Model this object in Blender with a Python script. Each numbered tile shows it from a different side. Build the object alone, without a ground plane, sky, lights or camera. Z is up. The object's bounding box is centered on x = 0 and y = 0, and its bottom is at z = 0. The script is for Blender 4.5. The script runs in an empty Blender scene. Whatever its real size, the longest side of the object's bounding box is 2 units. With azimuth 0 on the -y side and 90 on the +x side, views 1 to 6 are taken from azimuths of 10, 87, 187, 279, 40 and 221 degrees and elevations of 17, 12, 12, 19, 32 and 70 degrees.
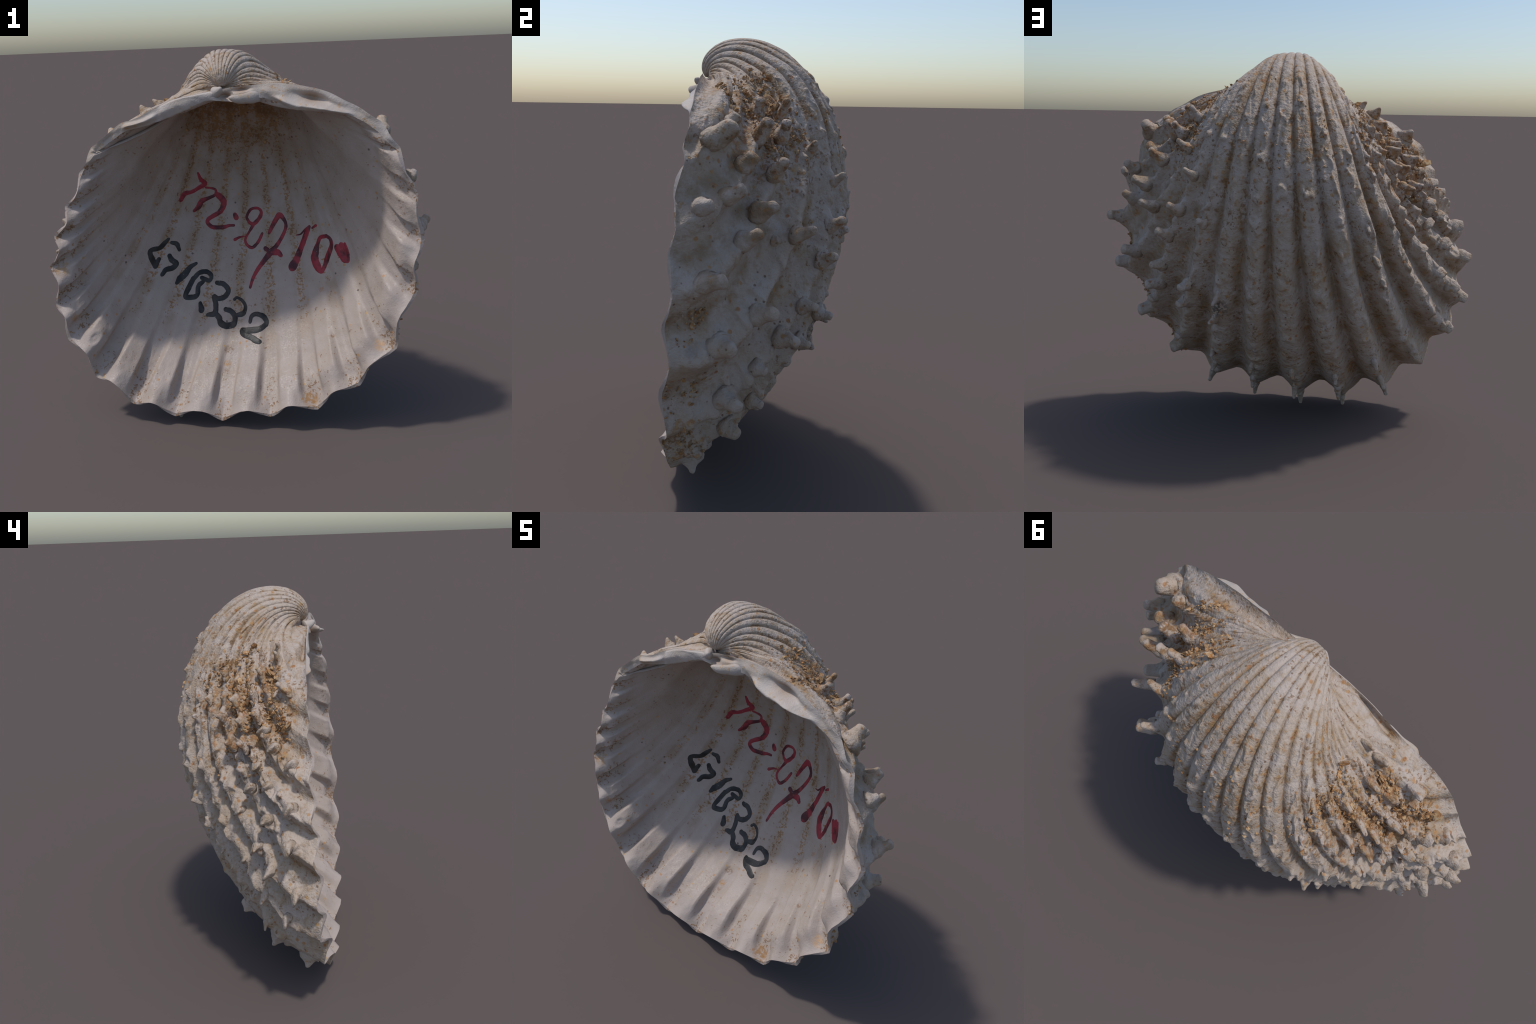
# A spiny cockle valve, standing on its margin: a log-spiral shell swept from
# its margin curve, with ribs, spines, hinge plate, teeth, ink marks and grit.
import math
import numpy as np
try:
    import bpy
    from mathutils import Vector
    from mathutils.bvhtree import BVHTree
except ImportError:          # the geometry rules can be evaluated without Blender
    bpy = None

# ------------------------------------------------------------------ noise ---
_rs = np.random.RandomState(7)
_perm = _rs.permutation(512)
_perm = np.concatenate([_perm, _perm, _perm])
_grad = _rs.normal(size=(512, 3))
_grad /= np.linalg.norm(_grad, axis=1)[:, None]


def perlin(p):
    p = np.asarray(p, float)
    i = np.floor(p).astype(int)
    f = p - i
    u = f * f * f * (f * (f * 6 - 15) + 10)
    out = 0
    for dx in (0, 1):
        for dy in (0, 1):
            for dz in (0, 1):
                h = _perm[_perm[_perm[(i[..., 0] + dx) & 511] + ((i[..., 1] + dy) & 511)] + ((i[..., 2] + dz) & 511)]
                g = _grad[h & 511]
                d = (g * (f - np.array([dx, dy, dz]))).sum(-1)
                wx = u[..., 0] if dx else 1 - u[..., 0]
                wy = u[..., 1] if dy else 1 - u[..., 1]
                wz = u[..., 2] if dz else 1 - u[..., 2]
                out = out + d * wx * wy * wz
    return out * 1.6


def fbm(p, octaves=3):
    p = np.asarray(p, float)
    s, a = 0, 1.0
    for k in range(octaves):
        s = s + a * perlin(p * 2 ** k + 17.3 * k)
        a *= 0.5
    return s


def smooth(a, b, x):
    t = np.clip((np.asarray(x, float) - a) / (b - a), 0, 1)
    return t * t * (3 - 2 * t)


def spline(xs, ys):
    """Natural-ish cubic Hermite through control points (monotone-safe slopes)."""
    xs, ys = np.asarray(xs, float), np.asarray(ys, float)
    d = np.diff(ys) / np.diff(xs)
    m = np.empty_like(ys)
    m[0], m[-1] = d[0], d[-1]
    for k in range(1, len(xs) - 1):
        h0, h1 = xs[k] - xs[k - 1], xs[k + 1] - xs[k]
        m[k] = (d[k - 1] * h1 + d[k] * h0) / (h0 + h1)

    def f(x):
        x = np.clip(np.asarray(x, float), xs[0], xs[-1])
        k = np.clip(np.searchsorted(xs, x, side="right") - 1, 0, len(xs) - 2)
        h = xs[k + 1] - xs[k]
        t = (x - xs[k]) / h
        return ((2 * t ** 3 - 3 * t ** 2 + 1) * ys[k] + (t ** 3 - 2 * t ** 2 + t) * h * m[k]
                + (-2 * t ** 3 + 3 * t ** 2) * ys[k + 1] + (t ** 3 - t ** 2) * h * m[k + 1])
    return f


# ------------------------------------------------------- the growth model ---
# w counts ribs along the margin (a rib crest on every whole number), from the
# left end of the hinge (-3) round the bottom to the right end (22.5).
# q is how far a point has been wound back from the margin, in degrees.
POLE = np.array([-0.03, -0.22, 1.775])
MARGIN = [  # w, x, y, z
    (-3.2, 0.010, -0.255, 1.772), (-2.8, -0.157, -0.268, 1.745), (-2.3, -0.281, -0.268, 1.726),
    (-1.9, -0.355, -0.270, 1.695), (-1.4, -0.468, -0.277, 1.643), (-1.0, -0.546, -0.282, 1.618),
    (-0.5, -0.635, -0.295, 1.558), (0, -0.705, -0.300, 1.50), (1, -0.775, -0.312, 1.37), (2, -0.860, -0.325, 1.20),
    (3, -0.930, -0.338, 1.05), (4, -0.970, -0.350, 0.89), (5, -0.970, -0.362, 0.69),
    (6, -0.916, -0.378, 0.50), (7, -0.780, -0.392, 0.295), (8, -0.585, -0.408, 0.140),
    (9, -0.350, -0.413, 0.080), (10, -0.093, -0.415, 0.070), (11, 0.165, -0.412, 0.098),
    (12, 0.410, -0.405, 0.155), (13, 0.625, -0.394, 0.29), (14, 0.800, -0.378, 0.49),
    (15, 0.902, -0.353, 0.78), (16, 0.930, -0.335, 1.04), (17, 0.898, -0.320, 1.26),
    (18, 0.812, -0.297, 1.47), (19, 0.730, -0.280, 1.59), (19.7, 0.650, -0.272, 1.65),
    (20.3, 0.570, -0.264, 1.695), (20.9, 0.470, -0.257, 1.742), (21.5, 0.350, -0.252, 1.772),
    (22.0, 0.220, -0.250, 1.786), (22.5, 0.110, -0.250, 1.780), (22.9, 0.010, -0.255, 1.772)]
W0, W1 = MARGIN[0][0], MARGIN[-1][0]
_mw = [m[0] for m in MARGIN]
_mx, _my, _mz = (spline(_mw, [m[i] for m in MARGIN]) for i in (1, 2, 3))

# winding: how the distance from the pole shrinks (natural log)
SPIRAL = [(0, 0), (5, -.044), (10, -.096), (15, -.165), (21, -.252), (27.7, -.351), (35, -.461), (46.6, -.630),
          (63, -.857), (78, -1.067), (96, -1.322), (118, -1.628), (148.6, -2.06), (180, -2.52), (235, -3.45), (262, -4.1)]
_ln = spline([s[0] for s in SPIRAL], [s[1] for s in SPIRAL])

POLE_IN = np.array([0.01, -0.235, 1.735])
INNER = [(0, 0), (4, -.064), (11, -.163), (17, -.252), (24, -.352), (27.5, -.408), (42, -.608), (53, -.768), (60, -.868), (70, -1.00), (80, -1.125), (90, -1.26),
         (110, -1.53), (140, -2.0), (180, -3.0)]
_ln_in = spline([s[0] for s in INNER], [s[1] for s in INNER])
HINGE_LOWER = [  # w, x, y, z: lower edge of the hinge plate, left part and right part
    (-3.2, 0.045, -0.272, 1.705), (-2.8, -0.089, -0.264, 1.712), (-2.3, -0.195, -0.264, 1.680), (-1.9, -0.303, -0.267, 1.640),
    (-1.4, -0.43, -0.271, 1.600), (-1.0, -0.53, -0.282, 1.575), (-0.5, -0.62, -0.288, 1.52), (0, -0.685, -0.298, 1.475)]
HINGE_LOWER_R = [(18, 0.797, -0.298, 1.462), (19, 0.70, -0.282, 1.562), (19.7, 0.595, -0.284, 1.622), (20.3, 0.478, -0.288, 1.645),
                 (20.9, 0.40, -0.288, 1.655), (21.5, 0.310, -0.284, 1.667), (22.0, 0.22, -0.262, 1.705), (22.5, 0.13, -0.262, 1.720),
                 (22.9, 0.045, -0.272, 1.705)]


def margin(w):
    return np.stack([_mx(w), _my(w), _mz(w)], -1)


def wind(P0, pole, q, lnr):
    """Wind margin points back round the hinge axis by q degrees, shrinking."""
    d = P0 - pole
    s = np.exp(lnr)
    a = np.radians(q)
    y, z = d[..., 1], d[..., 2]
    # from straight down towards +y, then up and over
    yy = y * np.cos(a) - z * np.sin(a)
    zz = y * np.sin(a) + z * np.cos(a)
    return pole + np.stack([d[..., 0] * s, yy * s, zz * s], -1)


def shoulders(w, q):
    """The flanks beside the hinge stand fuller than the plain spiral."""
    right = smooth(12.5, 17, w) * smooth(20.9, 19.3, w) * (0.022 + 0.038 * smooth(15.5, 18.5, w))
    left = 0.028 * smooth(4.5, 1.5, w) * smooth(-2.6, -1, w)
    low = 0.020 * smooth(13.8, 15.0, w) * smooth(18, 16.8, w) * smooth(1, 5, q) * smooth(22, 12, q)
    beak = 0.016 * smooth(85, 115, q) * smooth(215, 170, q) * (smooth(7, 3, w) * smooth(-2.6, -1, w) + smooth(14.5, 18, w) * smooth(22, 20.8, w))
    low = low - 0.020 * smooth(10, 11.5, w) * smooth(15, 14, w) * smooth(3, 7, q) * smooth(30, 20, q)
    low = low - 0.005 * smooth(5, 7, w) * smooth(13.5, 12, w) * smooth(22, 40, q) * smooth(125, 95, q)
    low = low + 0.012 * smooth(12.2, 13.4, w) * smooth(17, 15.5, w) * smooth(25, 45, q) * smooth(120, 95, q)
    hollow = -0.030 * smooth(2.5, 3.8, w) * smooth(8.5, 7, w) * smooth(6, 14, q) * smooth(46, 28, q)
    return (right + left) * smooth(2, 22, q) * smooth(120, 60, q) + low + hollow + beak


def normals_of(P):
    du = np.gradient(P, axis=0)
    dv = np.gradient(P, axis=1)
    n = np.cross(dv, du)
    l = np.linalg.norm(n, axis=-1, keepdims=True)
    return n / np.maximum(l, 1e-9)


# ------------------------------------------------------------------- ribs ---
_width = spline(_mw, np.gradient([0.0] + list(np.cumsum(np.linalg.norm(np.diff(np.array([m[1:] for m in MARGIN]), axis=0), axis=1))), _mw))
# how strongly the ribs stand out, by rib: faint on the flanks by the hinge
_strength = spline([-3.2, -2, -0.6, 0.5, 2, 5, 7, 12, 13.5, 15, 18, 19.2, 20.5, 22, 22.9],
                   [0.0, 0.0, 0.10, 0.4, 0.8, 1.0, 1.0, 0.95, 0.82, 0.66, 0.45, 0.18, 0.06, 0.0, 0.0])


def flank(w, q):
    """1 on the right flank, where the ribs are narrow keels on a flat ground."""
    return smooth(12.2, 13.4, w) * smooth(18.6, 17.2, w) * smooth(75, 50, q)


def narrow(w, q):
    """1 on the left of the back, where deep furrows part the ribs."""
    return smooth(5.4, 6.6, w) * smooth(11.0, 9.0, w) * smooth(70, 45, q)


def rib_profile(w, q):
    shift = 0.12 * smooth(10.3, 11.3, w) * smooth(16, 15, w) * smooth(2, 9, q) * smooth(75, 50, q)
    d = w + shift - np.round(w + shift)
    c = 0.07 * smooth(1.5, 3.5, w) * smooth(9, 7, w) * smooth(55, 25, q)   # left ribs overhang downwards a little
    x = np.where(d < c, (c - d) / (0.5 + c), (d - c) / (0.5 - c))          # 0 on the crest, 1 in the furrow
    x = np.clip(x, 0, 1)
    broad = 1 - x ** 3.2                       # umbo: broad rib, narrow furrow
    middle = 0.5 + 0.5 * np.cos(np.pi * x ** 1.45)
    keel = 0.6 * np.clip(1 - x / 0.88, 0, 1) ** 1.15 + 0.4 * (0.5 + 0.5 * np.cos(np.pi * x))
    a = smooth(70, 25, q)
    b = smooth(16, 3, q)
    p = (broad * (1 - a) + middle * a) * (1 - b) + keel * b
    f = flank(w, q) * smooth(1, 6, q)
    return p * (1 - f) + np.exp(-(x / 0.42) ** 2) * f


def rib_height(w, q):
    rel = 0.225 + 0.105 * smooth(75, 40, q) - 0.055 * smooth(32, 12, q) + 0.02 * smooth(6, 0, q)
    rel = rel * (1 + 0.30 * narrow(w, q) * smooth(2, 8, q)) + 0.085 * flank(w, q) * smooth(2, 8, q)
    rel = rel + 0.05 * smooth(60, 80, q) * smooth(130, 100, q)
    size = np.clip(_width(w), 0.08, 0.27)
    young = smooth(60, 115, q) * smooth(-2.6, -1, w) * smooth(22.0, 21.0, w)      # near the beak every rib shows
    return rel * size * np.exp(_ln(q)) * (_strength(w) * (1 - young) + young)


def rib_relief(w, q):
    level = 0.5 + 0.09 * narrow(w, q) * smooth(2, 8, q) - 0.20 * flank(w, q) * smooth(2, 8, q)
    return rib_height(w, q) * (rib_profile(w, q) - level)


# ---------------------------------------------------------------- spines ---
# by rib: (offset across, winding q, height above the rib, width)
SPINES = {
    0: [(-0.15, 50.5, .046, .030), (-0.11, 38, .055, .040), (0.08, 17, .058, .050)],
    1: [(0.15, 43, .042, .045), (0.05, 30, .030, .040)],
    2: [(-0.15, 38, .044, .040), (-0.11, 29, .052, .045), (-0.12, 22, .036, .050), (-0.05, 16, .040, .055), (-0.1, 8.5, .038, .062)],
    3: [(0.10, 46, .058, .040), (-0.15, 37, .050, .040), (0.13, 30, .058, .042), (-0.1, 21.5, .046, .050), (0.0, 15.5, .030, .055),
        (0.1, 7, .046, .064), (0.1, 56, .030, .034)],
    4: [(0.14, 47, .056, .040), (-0.05, 37, .052, .045), (0.0, 29, .034, .042), (-0.08, 22.8, .028, .055), (0.05, 14.5, .036, .060),
        (0.02, 6.2, .052, .064), (0.06, 65, .034, .034), (0.1, 54, .034, .034)],
    5: [(-0.05, 24.5, .030, .050), (0.0, 16.2, .046, .056), (-0.02, 10.4, .054, .058), (0.12, 4.6, .058, .062), (0.1, 33, .030, .040),
        (0.02, 58, .034, .034), (-0.1, 72, .026, .030)],
    6: [(0.12, 11.7, .052, .052), (0.10, 6.4, .046, .056), (0.0, 41.4, .028, .034), (-0.05, 55.5, .030, .034), (-0.1, 62, .026, .030),
        (0.0, 19, .030, .044), (0.1, 28, .026, .040)],
    7: [(0.05, 24.8, .026, .036), (0.08, 31, .030, .036), (0.12, 36.7, .036, .036), (0.08, 21.3, .024, .032), (0.08, 17.4, .032, .036),
        (0.0, 10.5, .046, .044), (0.08, 45, .026, .030), (-0.1, 66, .024, .032)],
    8: [(0.05, 3.4, .056, .046), (0.0, 9.0, .056, .046), (0.0, 15.5, .034, .040), (-0.1, 75, .022, .030)],
    9: [(0.01, 2.2, .072, .046), (0.02, 8.4, .050, .044), (0.0, 13.5, .036, .040)],
    10: [(-0.04, 2.6, .074, .046), (0.0, 9.2, .060, .044), (0.0, 14.5, .034, .040)],
    11: [(0.0, 2.4, .064, .046), (0.0, 8.0, .056, .046), (0.0, 13.5, .038, .040)],
    12: [(0.02, 3.0, .060, .048), (-0.05, 9.5, .054, .046), (0.0, 14.2, .040, .044), (-0.04, 26, .054, .042), (-0.04, 31, .052, .040)],
    13: [(-0.07, 9.2, .066, .064), (-0.10, 14, .056, .050), (-0.07, 25.5, .058, .048), (-0.10, 31, .066, .046), (-0.12, 47, .050, .040), (0.0, 3.5, .048, .050)],
    14: [(-0.04, 9.8, .088, .068), (-0.14, 22.8, .092, .060), (-0.12, 28.7, .076, .046), (-0.10, 37.8, .082, .050), (-0.15, 45.5, .086, .044),
         (-0.18, 56.6, .078, .036), (-0.08, 16, .050, .050)],
    15: [(-0.04, 8.9, .080, .066), (-0.12, 17.2, .098, .060), (-0.08, 35.2, .104, .048), (-0.20, 59.8, .082, .036), (0.1, 30, .024, .036)],
    16: [(0.02, 7.0, .090, .062), (0.08, 18.2, .088, .052), (0.08, 27.1, .096, .058), (0.06, 40, .102, .052), (0.0, 55.5, .086, .048), (-0.16, 68.2, .088, .036)],
    17: [(0.1, 7.4, .046, .052), (0.0, 15.0, .082, .054), (0.1, 27.6, .066, .058), (-0.06, 44.8, .090, .054), (0.04, 57.6, .068, .044)],
    18: [(0.12, 14.5, .100, .076), (0.16, 25.8, .046, .052)],
}


def outer_surface(w, q):
    """w, q: grids. Returns positions with ribs and relief, and base normals."""
    P = wind(margin(w), POLE, q, _ln(q))
    P = P + normals_of(P) * shoulders(w, q)[..., None]
    N = normals_of(P)
    prof = rib_profile(w, q)
    s = np.exp(_ln(q))
    size = np.clip(_width(w), 0.08, 0.27) / 0.27
    h = rib_relief(w, q)
    h = h + 0.014 * perlin(np.stack([w * 2.7, 0.2 * q, 0 * q + 3.3], -1)) * smooth(3.5, 0, q) * smooth(1, 3, w) * smooth(18, 17, w)   # chipped rim
    # growth rings: fine ripples, stronger in the furrows near the margin
    wob = 0.9 * perlin(np.stack([w * 0.45, q * 0.06, 0 * q], -1))
    ring = np.sin(q * 4.2 + 2.2 * wob) + 0.6 * np.sin(q * 9.7 + 3 * wob + 1.3)
    h = h + 0.0018 * ring * smooth(50, 4, q) * (0.3 + 0.7 * (1 - prof)) * size ** 3 * _strength(w)
    # nodules along the crests, spaced evenly along the growing rib
    rib = np.round(w)
    crest = smooth(0.62, 0.2, np.abs(w - rib) * 2)
    run = 2.2 * size * (1 - s) + 0.137 * rib * rib + 0.61 * rib
    side = np.clip(smooth(8.5, 6, w) + smooth(10.5, 13, w) + smooth(30, 60, q) + smooth(14, 6, q) * 0.6, 0, 1)
    bead = perlin(np.stack([rib * 5.37, run * 21.0, (w - rib) * 2.5], -1))
    live = smooth(130, 80, q) * smooth(1.5, 6, q) * _strength(w)
    h = h + crest * live * s ** 0.5 * (0.45 + 0.55 * side) * (0.022 * smooth(0.12, 0.55, bead) + 0.006 * np.clip(bead, -0.4, 0.4))
    # lumps and pits, roughest on the two shoulders
    shoulder = smooth(6.5, 3, w) * smooth(-1, 1, w) + smooth(13, 15, w) * smooth(20, 18, w)
    rough = shoulder * smooth(12, 32, q) * smooth(100, 70, q)
    fine = fbm(P * 21.0 + 5, 3)
    patch = smooth(-0.2, 0.5, fbm(P * 2.2 + 9, 2))
    h = h + s ** 0.5 * (0.006 * fbm(P * 5.0, 2) + fine * (0.0014 + 0.0024 * patch + 0.0040 * rough))
    # scaly steps: ledges where old rib scales have worn down
    ledge = fbm(np.stack([rib * 3.1 + (w - rib) * 1.2, run * 9.0, 0 * q], -1), 2)
    h = h - 0.008 * s ** 0.5 * crest * live * (0.3 + 0.7 * side) * smooth(0.12, 0.24, ledge)
    h = h - 0.035 * np.exp(-((q - 7) / 4.5) ** 2) * smooth(-2.7, -2.2, w) * smooth(-1.2, -1.7, w)
    # overlapping ragged scales down the crests of the left ribs
    saw = run / 0.105 + 0.9 * perlin(np.stack([rib * 2.7, run * 4.0, (w - rib) * 2.0], -1)) + 0.37 * rib
    saw = 1 - (saw - np.floor(saw))
    saw = saw ** 1.5 * smooth(1.0, 0.84, saw)
    ragged = smooth(1.2, 2.4, w) * smooth(6.6, 5.0, w) * smooth(1, 5, q) * smooth(62, 38, q)
    h = h + 0.015 * ragged * (1.25 * saw - 0.35) * smooth(0.85, 0.25, np.abs(w - rib - 0.05) * 2) * (0.55 + 0.9 * np.clip(perlin(np.stack([rib * 4.1, run * 8.0, 0 * q], -1)) + 0.4, 0, 1))
    # swellings under the spines
    for r, row in SPINES.items():
        for off, qs, L, W in row:
            i = np.abs(w[:, 0] - (r + off)) < 0.9
            j = np.abs(_ln(q[0]) - _ln(qs)) < 0.35
            if not i.any() or not j.any():
                continue
            ww, qq = w[np.ix_(i, j)], q[np.ix_(i, j)]
            ss = np.exp(_ln(qs))
            fade = smooth(0.0, 3.5, qq)
            dx = (ww - r - off) * float(_width(float(r))) * ss
            dy = (np.exp(_ln(qq)) - ss) * 2.2 * float(np.clip(_width(float(r)), .08, .27)) / .27
            if 2 <= r < 8 and qs < 26:                # shingle: rises slowly, drops off towards the margin
                rise = smooth(-0.15, 0.0, dy) * smooth(0.026, 0.0, dy)
                h[np.ix_(i, j)] += 0.30 * L * fade * rise * np.exp(-(dx / (0.62 * W)) ** 4)
                continue
            if r < 13:
                dy = np.where(dy < 0, dy / 2.0, dy)   # buttress on the umbo side
            else:
                dy = np.where(dy > 0, dy / 2.4, dy)   # buttress trails towards the margin
            h[np.ix_(i, j)] += (0.12 if r < 8 else 0.16) * L * fade * np.exp(-(dx / (0.55 * W)) ** 2 - (dy / (0.7 * W)) ** 2)
    return P + N * h[..., None], N


def inner_margin(w, N0, P0):
    out = P0 - N0 * 0.014
    for tab, side in ((HINGE_LOWER, -1), (HINGE_LOWER_R, 1)):
        f = [spline([p[0] for p in tab], [p[i] for p in tab]) for i in (1, 2, 3)]
        H = np.stack([g(w) for g in f], -1)
        k = smooth(1.2, 0.0, w) if side < 0 else smooth(17.0, 18.4, w)
        out = out * (1 - k[..., None]) + H * k[..., None]
    return out


def inner_surface(w, q, edge):
    """edge: inner margin, one row (same w at every q)."""
    P = wind(edge[:, None, :], POLE_IN, q, _ln_in(q))
    N = normals_of(P)
    x = np.clip(np.abs(w - np.round(w)) * 2, 0, 1)
    wobble = 0.10 * perlin(np.stack([np.round(w) * 3.3, q * 0.05, 0 * q], -1))
    sharp = smooth(14, 4, q)
    ridge = smooth(0.22 + 0.10 * sharp, 0.64 - 0.10 * sharp, x + wobble)     # flat-topped ridges over the furrows
    k = np.clip(_width(w), 0.08, 0.27) * np.clip(_strength(w) + 0.10, 0, 1)
    live = smooth(-0.8, 0.6, w) * smooth(19.5, 18, w)
    s = np.exp(_ln_in(q))
    vary = 1 + 0.45 * perlin(np.stack([np.floor(w) * 1.37 + 0.3, q * 0.03, 0 * q], -1))
    amp = k * live * vary * (0.19 * smooth(13, 2, q) + 0.036 * smooth(30, 6, q) + 0.034 * smooth(95, 40, q) * smooth(4, 6.5, w) * smooth(16, 13.5, w)) * s
    h = amp * (ridge - 0.30)
    along = -(rib_relief(w, 0 * q) + 0.014 * perlin(np.stack([w * 2.7, 0 * q, 0 * q + 3.3], -1)) * smooth(1, 3, w) * smooth(18, 17, w)) * live
    t = smooth(0, 4, q)
    h = along * (1 - t) + h * t
    h = h + s * (0.004 * fbm(P * 6.0 + 3, 2) + 0.0026 * fbm(P * 30.0, 2) * smooth(16, 3, q) + 0.0006 * fbm(P * 45.0, 2))
    h = h - 0.018 * smooth(16.6, 17.6, w) * smooth(21, 19.5, w) * smooth(3, 14, q) * smooth(70, 45, q)
    h = h - 0.012 * smooth(2.2, 1.0, w) * smooth(-2, -0.6, w) * smooth(3, 12, q) * smooth(60, 40, q)
    h = h + 0.020 * smooth(11.2, 12.4, w) * smooth(16.6, 15.4, w) * smooth(1, 4, q) * smooth(16, 9, q)
    h = h + 0.024 * smooth(1.6, 3.0, w) * smooth(7.2, 5.2, w) * smooth(1, 5, q) * smooth(40, 20, q)
    h = h - 0.012 * smooth(8.2, 9.4, w) * smooth(13, 12, w) * smooth(4, 9, q) * smooth(46, 32, q)
    h = h - 0.013 * smooth(52, 64, q) * smooth(110, 90, q) * smooth(3, 6, w) * smooth(17, 14, w)
    # a chipped blister on one ridge near the left margin
    b = np.exp(-((w - 6.5) / 0.22) ** 2 - ((q - 3.2) / 2.6) ** 2)
    c = smooth(0.5, 0.9, np.exp(-((w - 6.47) / 0.15) ** 2 - ((q - 2.6) / 1.5) ** 2))
    h = h + 0.026 * b - 0.012 * c
    return P - N * h[..., None], N


def arc_steps(ln, qmax, n, power=0.75):
    q = np.linspace(0, qmax, 4000)
    dens = np.exp(ln(q)) ** power + 0.015
    c = np.concatenate([[0], np.cumsum((dens[1:] + dens[:-1]) / 2)])
    return np.interp(np.linspace(0, c[-1], n), c, q)


NW, NQ, NQI = 760, 460, 260


def shell_grids(nw=NW, nq=NQ, nqi=NQI):
    wl = np.linspace(W0, W1, nw)
    ql = arc_steps(_ln, 262, nq)
    w, q = np.meshgrid(wl, ql, indexing="ij")
    P, N = outer_surface(w, q)
    base0 = margin(wl)
    edge = inner_margin(wl, N[:, 0], base0)
    qi = arc_steps(_ln_in, 180, nqi)
    wi, qq = np.meshgrid(wl, qi, indexing="ij")
    Pi, Ni = inner_surface(wi, qq, edge)
    return wl, ql, P, N, qi, Pi, Ni



def hinge_strip(P, Pi, wl):
    """The band from outer edge to inner edge: sharp rim below, hinge plate above."""
    v = np.linspace(0, 1, 41)[None, :]
    E = P[:, :1] * (1 - v[..., None]) + Pi[:, :1] * v[..., None]
    x, w = E[..., 0], wl[:, None] + 0 * v

    def win(a, b, e):
        return smooth(a - e, a + e, x) * smooth(b + e, b - e, x)

    def band(c, r):
        return np.exp(-((v - c) / r) ** 2)
    top = smooth(1.0, -0.5, w) + smooth(17.5, 19, w)
    d = np.zeros_like(x)                                    # + is back into the shell
    d += 0.040 * np.exp(-((x - 0.41) / 0.085) ** 2) * np.exp(-((v - 0.42) / 0.2) ** 2)     # ligament pit
    d -= 0.034 * win(0.24, 0.57, 0.05) * band(0.86, 0.14)                                  # lateral tooth, right
    d -= 0.018 * np.exp(-((x - 0.46) / 0.06) ** 2) * band(0.8, 0.18)
    d -= 0.022 * win(-0.53, -0.37, 0.02) * band(0.62, 0.3)                                 # lateral tooth, left
    d -= 0.010 * win(-0.345, -0.06, 0.008) * smooth(0, 0.12, v)                            # plate of the ligament
    d += 0.035 * np.exp(-((x + 0.012) / 0.024) ** 2) * band(0.62, 0.25)                     # socket
    d += 0.03 * np.exp(-((x - 0.065) / 0.035) ** 2) * band(0.22, 0.15)
    d -= 0.012 * win(0.17, 0.30, 0.03) * band(0.5, 0.4)
    d += 0.010 * fbm(E * 9.0, 2) * np.sin(np.pi * v)
    E[..., 1] += d * np.sin(np.pi * np.clip(v, 0, 1)) ** 0.4 * np.clip(top, 0, 1)
    E[..., 2] -= 0.012 * np.clip(top, 0, 1) * np.sin(np.pi * v) * (0.3 - v)
    return E


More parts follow.
